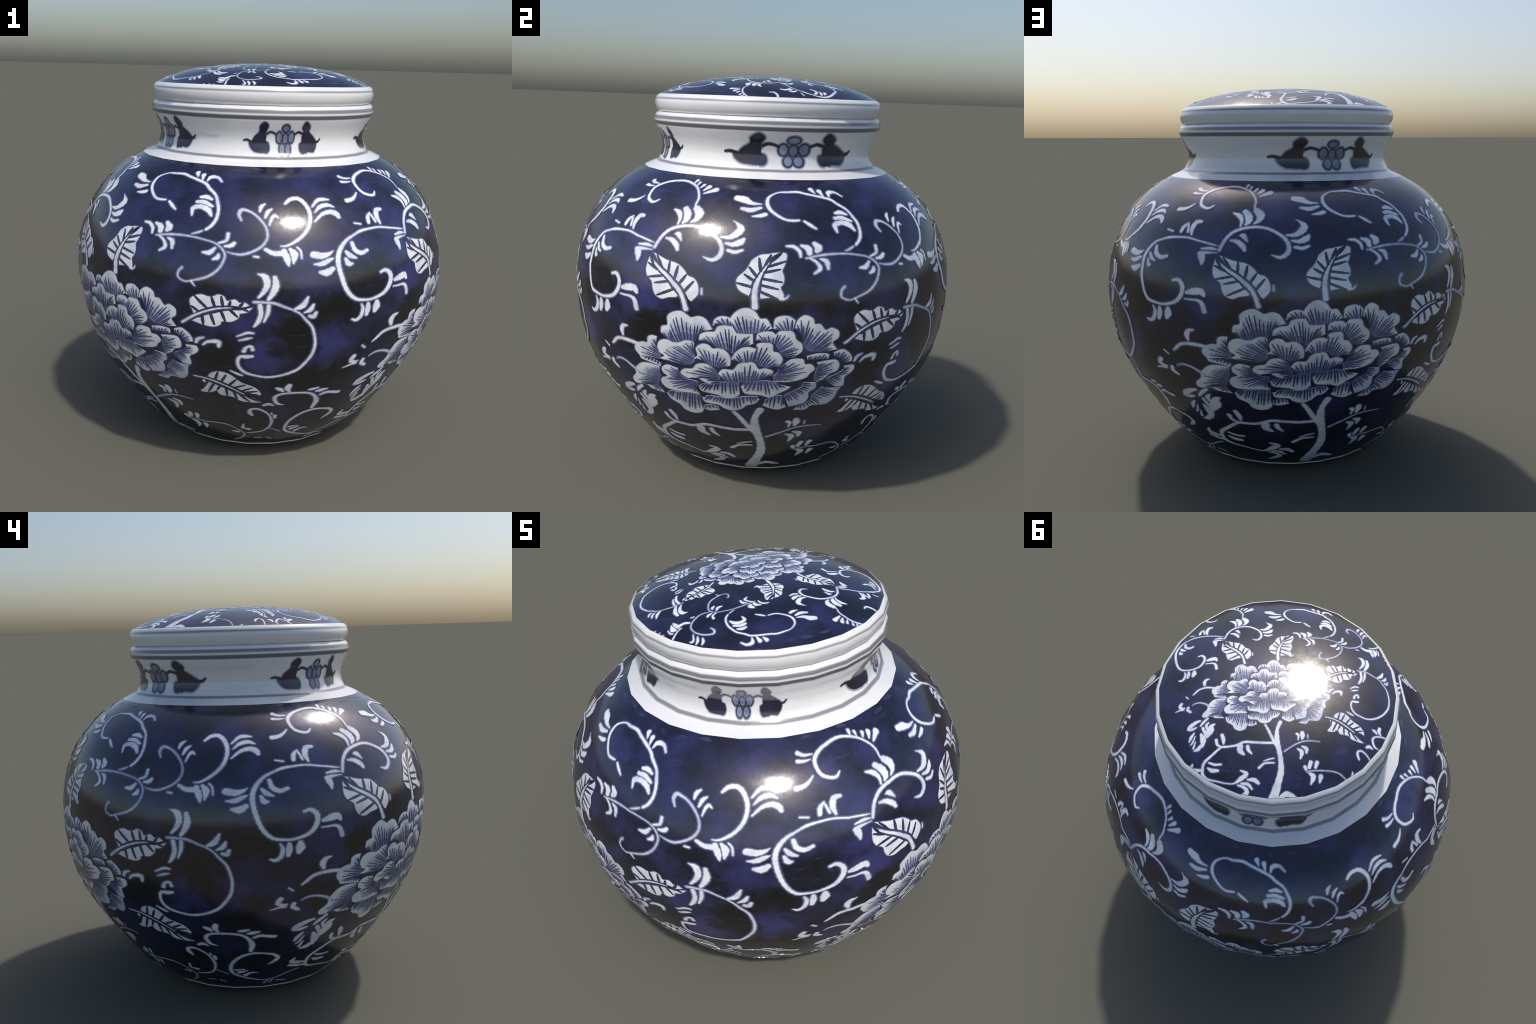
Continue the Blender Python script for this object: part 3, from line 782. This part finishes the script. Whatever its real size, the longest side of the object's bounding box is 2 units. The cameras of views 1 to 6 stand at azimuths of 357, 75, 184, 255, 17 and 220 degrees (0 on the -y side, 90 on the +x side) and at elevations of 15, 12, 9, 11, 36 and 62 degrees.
petal(rim=[(-26.3, 57.2), (-25.5, 54.7), (-22.6, 52.9), (-21.4, 50.8), (-18.9, 49.7), (-16.1, 50.7), (-15.2, 53.4)],
      base=[(-25.3, 58.3), (-21.5, 58.7), (-17.7, 58.6), (-15.8, 58), (-15.3, 56.2)])
petal(rim=[(-15, 52.6), (-13.3, 52.2), (-10.5, 53.2)],
      base=[(-15.1, 54.3), (-12.5, 54.9), (-10.6, 54.5)])
petal(rim=[(-15.1, 58.2), (-14.3, 56.1), (-10.5, 55.7), (-9, 54.4), (-6.4, 53.7), (-4, 54.7), (-2.6, 56.5), (-0.4, 57.4), (0.9, 59.3)],
      base=[(-14, 59.1), (-10.3, 59.1), (-7.1, 58.9), (-2.6, 60.2), (0.5, 60.4)])
petal(rim=[(1.9, 56.8), (3.8, 55.6), (6.1, 55), (8.3, 56.4)],
      base=[(2.3, 58.7), (4, 60.2), (6.8, 60.9), (7.7, 58.7)])

# middle ring
petal(rim=[(-14.7, 80.3), (-14.4, 82.3), (-12.6, 83.3), (-10.7, 83.7), (-9.9, 85.4), (-8.1, 86.1), (-6.1, 85.8), (-4.8, 84), (-2.8, 83.9), (-1.4, 84), (-1.2, 80.5)],
      base=[(-12.2, 80.1), (-9.9, 78.8), (-7.2, 78.8), (-6, 77.8), (-4.2, 79.7), (-2.4, 79.8)])
petal(rim=[(-0.3, 81.9), (-0.1, 83.8), (1.5, 84.7), (3.5, 84.6), (4.3, 83.7), (5.1, 84.8), (6.6, 85.4), (8.5, 84.8), (9.4, 82.3), (10.9, 80.6), (11, 78.1), (9, 76.4)],
      base=[(0.8, 81.4), (4, 81.2), (5.5, 79.3), (6.5, 77.6), (7.6, 76.2)])
petal(rim=[(-26.3, 71.4), (-24.6, 72.8), (-26, 73.7), (-26.7, 75.5), (-25.9, 77.7), (-23.8, 78.8), (-21, 78.4), (-19.5, 79.9), (-17.3, 80), (-16.1, 78.9)],
      base=[(-19.5, 70.6), (-17.8, 71.9), (-16.6, 74), (-16.1, 77)])
petal(rim=[(-15.7, 59.5), (-21.4, 59.4), (-25.8, 59.5), (-27.3, 61.6), (-26.6, 63.6), (-24.6, 64.9), (-26, 66.1), (-26, 68), (-24, 69.5), (-21.1, 69)],
      base=[(-16.2, 61.5), (-16.4, 64), (-18.2, 64.9), (-20.4, 66), (-20.8, 67.8)])
petal(rim=[(12.5, 76.3), (15.2, 77), (18, 76.7), (18.2, 75.3)],
      base=[(12.6, 75.2), (15.3, 75.3), (18, 75)])
petal(rim=[(15.4, 73.8), (18.4, 74.4), (20.5, 74.3), (21.4, 72.5), (21, 70.3), (19.1, 69.3), (17.9, 67.6), (16.2, 66.5)],
      base=[(15.5, 72.9), (15.7, 71.3), (15.8, 70), (15.5, 68.5), (15.3, 66.9)])
petal(rim=[(15.8, 66.2), (15.8, 63.9), (14.2, 62.3), (14.3, 59.7), (13.2, 57.6), (9.1, 56.4)],
      base=[(12.6, 66.5), (12.3, 64.9), (10.7, 63.3), (8.6, 61.9), (7.6, 60.9)])
petal(rim=[(-3.9, 64.7), (-3, 61.9), (-0.4, 61.4), (1.3, 61.2), (3.6, 60.5), (5.5, 62), (7.7, 63.8), (8.9, 65.1)],
      base=[(-3, 66.4), (-0.9, 66.5), (1.6, 66.7), (3.7, 66.7), (6.5, 65.8)])
petal(rim=[(-15.5, 63.1), (-15, 61.1), (-12.5, 60.5), (-10.2, 60.2), (-8, 59.3), (-6, 59.6), (-4.4, 61.4)],
      base=[(-14.5, 64.1), (-11.8, 64.2), (-9.3, 65.3), (-6.9, 65.6), (-4.5, 65.6)])

# heart
petal(rim=[(-12.2, 64.5), (-14, 65.2), (-16.4, 66.9), (-18.3, 65.8), (-20.3, 67.3), (-19.2, 69.1), (-16.9, 69.6), (-15.6, 71.5), (-13.2, 72.1), (-11.1, 70.7)],
      base=[(-9.5, 65.9), (-10.3, 67.1), (-10.7, 68.3), (-10.4, 69.9)])
petal(rim=[(-16.6, 73.7), (-15.2, 74.8), (-15.6, 77.3), (-14.1, 79), (-12.4, 79), (-11.1, 77.8), (-9.3, 78.3), (-7.4, 77.1), (-6.6, 74.9), (-6.8, 72.6)],
      base=[(-14.2, 73.3), (-12.5, 72.7), (-10.4, 72.1), (-8.3, 71.7)])
petal(rim=[(-6.4, 75), (-5.4, 77.3), (-3.8, 78.9), (-2, 79.3), (-0.3, 78.8), (0, 80.5), (2, 81), (3.6, 80.5), (3.9, 78.1), (5.3, 77.6), (6.3, 75.3), (5.5, 73)],
      base=[(-5.1, 74.2), (-2.7, 74.4), (-0.2, 74.9), (1, 73.5), (2.7, 72.7), (4.3, 72.7)])
petal(rim=[(6.1, 72.7), (8.1, 75.3), (9.9, 75.6), (11.6, 75.2), (12.1, 73.5), (13.8, 73.3), (14.9, 71.4), (13.7, 69.9), (12.8, 68.4), (9.6, 67.3), (4.5, 67)],
      base=[(5.4, 71.8), (5.6, 70.8), (5.3, 69.9), (4.9, 68.6), (4.3, 67.7)])
petal(rim=[(-9.9, 69), (-8.7, 70.8), (-6.8, 71), (-5.8, 71.1), (-4.7, 73.1), (-2.7, 74.2), (-0.6, 73.7), (0.4, 71.6), (2.1, 72), (4, 71.1), (3.8, 69.6)],
      base=[(-8.4, 66.7), (-6, 66.7), (-4.1, 66.9), (-2, 67.6), (0.3, 68), (2.8, 68.9)])

# ------------------------------------------------------------------ build the jar
jar = bpy.data.objects.new("ginger_jar", None)
bpy.context.scene.collection.objects.link(jar)
jar["label"] = "round blue and white porcelain jar with domed lid and peony pattern"
jar["category"] = "porcelain jar"

turned("foot", UNDERSIDE, [Vector((0, -1))] * 4 + [Vector((0.5, -0.8)).normalized()], jar, BISCUIT)
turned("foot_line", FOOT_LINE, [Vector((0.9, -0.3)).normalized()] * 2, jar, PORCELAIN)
body = turned("body", BODY, BODY_N, jar, COBALT_BODY)
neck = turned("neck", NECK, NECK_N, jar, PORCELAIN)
lid = turned("lid", DOME, DOME_N, jar, COBALT)
rim_n = profile_normals(LID_RIM)
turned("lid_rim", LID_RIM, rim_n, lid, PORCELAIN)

H_WIDE, H_BLEED, H_EDGE, H_WHITE, H_WASH, H_DEEP, H_VEIN = 0.0006, 0.0009, 0.0012, 0.0015, 0.0019, 0.0021, 0.0024


# faint dry-brush marks under the white collar
STREAKS = [(-3.0, 138.4, 6.5, -1.0), (5.0, 137.2, 5.0, 0.3), (-12.0, 136.8, 5.5, 0.6), (21.0, 137.0, 3.0, -1.2), (29.0, 136.0, 4.0, 0.8),
           (-46.0, 137.6, 5.0, 0.7), (-30.0, 138.6, 4.0, -0.5), (38.0, 138.0, 5.0, -0.6)]


def paint(parent, mesher, turns, line_fat=1.0):
    bleed, wide, pale_wash, wash, deep, vein, slit = (bmesh.new() for _ in range(7))

    def place(kind, me, mat):
        if me is None:
            return
        first = add(kind, me, parent, mat)
        for k in range(1, turns):
            o = first.copy()
            o.rotation_euler = (0, 0, k * 2 * math.pi / 3)
            bpy.context.scene.collection.objects.link(o)
        return first

    for i, (kind, parts, *halves) in enumerate(MOTIFS):
        lift = (i % 12) * 0.00003
        pale = kind == "tendril" and sum(p[2] for p in parts[0]) / len(parts[0]) < 1.12
        bm = bmesh.new()
        if kind == "petal":
            rim2 = smooth([Vector((*p, 0)) for p in parts[0]], 6)
            base2 = smooth([Vector((*p, 0)) for p in parts[1]], 6)
            rim2 = [Vector(p[:2]) for p in rim2]
            base2 = [Vector(p[:2]) for p in base2]
            size = sum((b - a).length for a, b in zip(rim2, rim2[1:]))
            n = max(9, int(size / 0.5))
            rim2, base2 = resample(rim2, n), resample(base2, n)
            patch_faces(bm, rim2, base2, H_WHITE + lift, -0.10, 1.0, 6)
            patch_faces(pale_wash, rim2, base2, H_WASH - 0.0002 + lift / 2, -0.10, 0.70, 5)
            patch_faces(wash, rim2, base2, H_WASH + lift / 2, -0.10, 0.48, 4)
            patch_faces(deep, rim2, base2, H_DEEP + lift / 2, -0.10, 0.22, 2)
            patch_faces(wide, rim2, base2, 0.0004 + lift, -0.35, 0.1, 3)
            foot = sum((b - a).length for a, b in zip(base2, base2[1:]))
            stripes = max(2, int((size * 0.55 + foot * 0.45) / 1.05))
            for k in range(stripes):
                f = (k + 0.5 + rng.uniform(-0.15, 0.15)) / stripes
                j = min(int(f * (n - 1)), n - 1)
                a, b = base2[j], rim2[j]
                if (b - a).length < 1.2:
                    continue
                top = rng.uniform(0.50, 0.86)
                room = [(foot + (size - foot) * q) / stripes for q in (0.05, top * 0.55, top)]
                s = [(*a.lerp(b, q), w * rng.uniform(0.36, 0.48) * m) for q, w, m in zip((-0.05, top * 0.55, top), room, (1.0, 1.0, 0.45))]
                stroke_faces(vein, s, H_VEIN + lift + k % 2 * 0.00003)
        else:
            for j, s in enumerate(parts):
                fat = line_fat * (0.80 if pale else 0.90) if kind == "tendril" else 1.10 if kind == "leaflet_spray" else 1.0 if j == 0 else 1.16
                wob, dz = rng.uniform(0, 6.28), (i * 7 + j) % 12 * 0.00002
                stroke_faces(bm, s, H_EDGE + lift / 2 + j * 0.00002, grow=0.0 if kind == "leaf" else 0.08, fat=fat, wob=wob, slot=1)
                stroke_faces(bm, s, H_WHITE + lift / 2 + j * 0.00002, grow=-0.34, fat=fat, wob=wob)
                stroke_faces(bleed, s, H_BLEED + dz, grow=0.48, fat=fat, wob=wob)
                stroke_faces(wide, s, H_WIDE + dz, grow=0.95, fat=fat, wob=wob)
        for margin, rib, n, slant in (halves[0] if halves else ()):
            m2 = [Vector(p[:2]) for p in smooth([Vector((*p, 0)) for p in margin], 6)]
            r2 = [Vector(p[:2]) for p in smooth([Vector((*p, 0)) for p in rib], 6)]
            m2, r2 = resample(m2, 26), resample(r2, 26)
            patch_faces(bm, m2, r2, H_WHITE + lift / 2, 0.0, 1.0, 4)
            line = [(*p, 0.0) for p in margin]
            stroke_faces(bm, line, H_EDGE + lift / 2, grow=0.22, slot=1)
            stroke_faces(bleed, line, H_BLEED + i % 12 * 0.00002, grow=0.55)
            stroke_faces(wide, line, H_WIDE + i % 12 * 0.00002, grow=0.95)
            stroke_faces(slit, [(*p, 0.46) for p in r2[1:-1:4]], H_WASH + 0.00005)
            n += 1
            for k in range(n):
                f = (k + 0.6 + rng.uniform(-0.15, 0.15)) / (n + 0.3)
                a = r2[int(f * 25)]
                b = m2[min(max(int((f + slant) * 25), 0), 25)]
                reach = rng.uniform(0.80, 1.03)
                stroke_faces(slit, [(*a, 0.80), (*a.lerp(b, reach * 0.5), 0.92), (*a.lerp(b, reach), 0.55)], H_WASH)
        white = RESERVE
        if pale:
            white = PALE_LINE
        if kind == "petal":
            mu, mv = (sum(p[q] for p in parts[0]) / len(parts[0]) for q in (0, 1))
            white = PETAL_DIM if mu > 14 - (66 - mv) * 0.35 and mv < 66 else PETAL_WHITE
            edge_line = [(*p, 0.0) for p in parts[0]]
            stroke_faces(bm, edge_line, H_EDGE + lift / 2, grow=0.22, slot=1)
            stroke_faces(bleed, edge_line, H_BLEED + i % 12 * 0.00002, grow=0.55)
            stroke_faces(wide, edge_line, H_WIDE + i % 12 * 0.00002, grow=0.95)
        me = mesher(bm, kind)
        if me:
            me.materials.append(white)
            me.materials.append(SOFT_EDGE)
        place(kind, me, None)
    for u0, v0, du, dv in STREAKS:
        for w, layer in ((0.7, bleed), (1.5, wide)):
            stroke_faces(layer, [(u0, v0, 0.3 * w), (u0 + du * 0.5, v0 + dv * 0.5 + 0.25, w), (u0 + du, v0 + dv, 0.2 * w)], H_WIDE + 0.0001 * w)
    for bm, name, mat in ((bleed, "ink_bleed", BLEED), (wide, "wide_ink_bleed", WIDE_BLEED), (pale_wash, "petal_faint_wash", PALE_WASH), (wash, "petal_wash", WASH), (deep, "petal_shadow_wash", DEEP_WASH), (vein, "petal_vein", VEIN), (slit, "leaf_vein", WIDE_BLEED)):
        o = place(name, mesher(bm, name, False), mat)
        if o:
            o["kind"] = "stuff"
    for o in parent.children:
        if o.name.split(".")[0] in ("ink_bleed", "wide_ink_bleed", "petal_faint_wash", "petal_wash", "petal_shadow_wash", "petal_vein", "leaf_vein"):
            o["kind"] = "stuff"


paint(body, body_mesh, 3)
paint(lid, lid_mesh, 1, 0.88)


# ------------------------------------------------------------------ neck: four groups of a berry cluster between two gourds
def neck_mesh(bm, name, wall=True):
    bm.verts.index_update()
    us, zs = [v.co.x for v in bm.verts], [v.co.y for v in bm.verts]
    for k in range(-30, 40):
        u = 8.0 + 15.0 * k
        if min(us) < u < max(us):
            cut(bm, (u, 0, 0), (1, 0, 0))
    for _, z in NECK[1:-1]:
        if min(zs) < z < max(zs):
            cut(bm, (0, z, 0), (0, 1, 0))
    walls = thicken(bm, 0.0004) if wall else ()
    bm.verts.index_update()
    return to_mesh(bm, name, on_neck, walls)


DEG = math.radians(1) * 0.56            # metres of neck per degree


def neck_stroke(bm, pts, h, grow=0.0):
    # u in degrees, z in metres; widths in degrees
    stroke_faces(bm, pts, h, grow, squash=1 / DEG)


def gourd_outline(side):
    if side < 0:
        outer = [(-16.7, 1.735), (-18.2, 1.732), (-20.6, 1.714), (-20.9, 1.690), (-24.6, 1.667), (-26.9, 1.645), (-29.5, 1.636), (-28.2, 1.614), (-25.0, 1.595), (-21.6, 1.590), (-17.6, 1.588)]
        inner = [(-16.7, 1.735), (-15.2, 1.732), (-13.8, 1.716), (-15.4, 1.690), (-15.5, 1.667), (-15.6, 1.645), (-13.4, 1.634), (-12.6, 1.614), (-12.9, 1.598), (-14.0, 1.588), (-15.8, 1.586)]
    else:
        outer = [(15.2, 1.737), (16.6, 1.735), (19.4, 1.712), (19.2, 1.690), (23.2, 1.667), (26.8, 1.641), (26.4, 1.615), (23.4, 1.592), (19.6, 1.594), (17.0, 1.587)]
        inner = [(15.2, 1.737), (14.2, 1.734), (13.0, 1.712), (14.4, 1.690), (14.0, 1.667), (13.9, 1.641), (12.0, 1.630), (11.9, 1.607), (13.0, 1.588), (14.8, 1.585)]
    return outer, inner


def disc(bm, c, ru, rz, h, seg=20):
    rows = 16
    grid = []
    for r in range(rows + 1):
        y = -math.cos(math.pi * r / rows)
        w = math.sqrt(max(1 - y * y, 0.0)) + 0.02
        grid.append([bm.verts.new((c[0] + ru * w * (q / 6 - 1), c[1] + rz * y, h)) for q in range(13)])
    for lo, hi in zip(grid, grid[1:]):
        for i in range(12):
            bm.faces.new((lo[i], lo[i + 1], hi[i + 1], hi[i]))


halo, faint = bmesh.new(), bmesh.new()
for centre, left, right in ((118.0, 1.0, 1.0), (208.3, 0.78, 0.73), (278.3, 0.61, 0.63), (358.5, 1.0, 1.12)):
    def at(p):
        k = left if p[0] < 0 else right
        return (centre + p[0] * k, *p[1:2]) + tuple(w * k for w in p[2:])

    for side in (-1, 1):
        outer, inner = gourd_outline(side)
        # walk both edges at the same heights so that the gourd fills evenly
        bm = bmesh.new()
        o3 = smooth([at(p) for p in outer], 5, True)
        i3 = smooth([at(p) for p in inner], 5, True)
        patch_faces(bm, [Vector(p[:2]) for p in o3], [Vector(p[:2]) for p in i3], 0.0012, 0.0, 1.0, 6)
        tip = [(-27.5, 1.639, 1.6), (-31.0, 1.648, 1.3), (-33.5, 1.645, 0.9)] if side < 0 else [(25.5, 1.638, 1.6), (28.6, 1.641, 1.3), (30.2, 1.653, 0.8)]
        neck_stroke(bm, [at(p) for p in tip], 0.00125)
        arc = [(-14.8, 1.679, 1.3), (-12.2, 1.688, 1.2), (-9.2, 1.683, 1.1), (-6.5, 1.672, 1.4)] if side < 0 else [(6.5, 1.672, 1.4), (8.6, 1.682, 1.1), (10.6, 1.688, 1.2), (14.2, 1.680, 1.3)]
        neck_stroke(bm, [at(p) for p in arc], 0.00130)
        add("gourd", neck_mesh(bm, "gourd"), neck, NECK_INK)
        k = left if side < 0 else right
        for edge_line in (outer, inner):
            neck_stroke(halo, [(*at(p), 1.1 * k) for p in edge_line], 0.0008 + 0.00003 * (side + 1))
            neck_stroke(faint, [(*at(p), 1.9 * k) for p in edge_line], 0.0004 + 0.00003 * (side + 1))
        for line in (tip, arc):
            neck_stroke(halo, [at(p) for p in line], 0.0008 + 0.00003 * (side + 1), 0.7)
    berries = [(0.0, 1.705, 2.9, 0.018), (-4.9, 1.661, 2.5, 0.029), (0.1, 1.657, 2.2, 0.027), (4.8, 1.662, 2.5, 0.029), (-2.5, 1.608, 2.4, 0.026), (2.4, 1.608, 2.4, 0.026)]
    ink, light = bmesh.new(), bmesh.new()
    for q, (u, z, ru, rz) in enumerate(berries):
        k = left if u < 0 else right
        c = at((u, z))
        disc(ink, c, (ru + 0.35) * k, rz + 0.003, 0.0012 + 0.00004 * q)
        disc(light, c, (ru - 0.55) * k, rz - 0.005, 0.0017 + 0.00004 * q)
        disc(faint, c, (ru + 1.1) * k, rz + 0.010, 0.0003 + 0.00002 * q)
        disc(halo, c, (ru + 0.75) * k, rz + 0.0065, 0.0006 + 0.00002 * q)
    cluster = add("berry_outline", neck_mesh(ink, "berry_outline"), neck, BERRY_LINE)
    add("berry_cluster", neck_mesh(light, "berry_cluster"), neck, BERRY)
bleed_o = add("neck_bleed", neck_mesh(halo, "neck_bleed", False), neck, NECK_HALO)
bleed_o["kind"] = "stuff"
faint_o = add("neck_faint_bleed", neck_mesh(faint, "neck_faint_bleed", False), neck, NECK_FAINT)
faint_o["kind"] = "stuff"
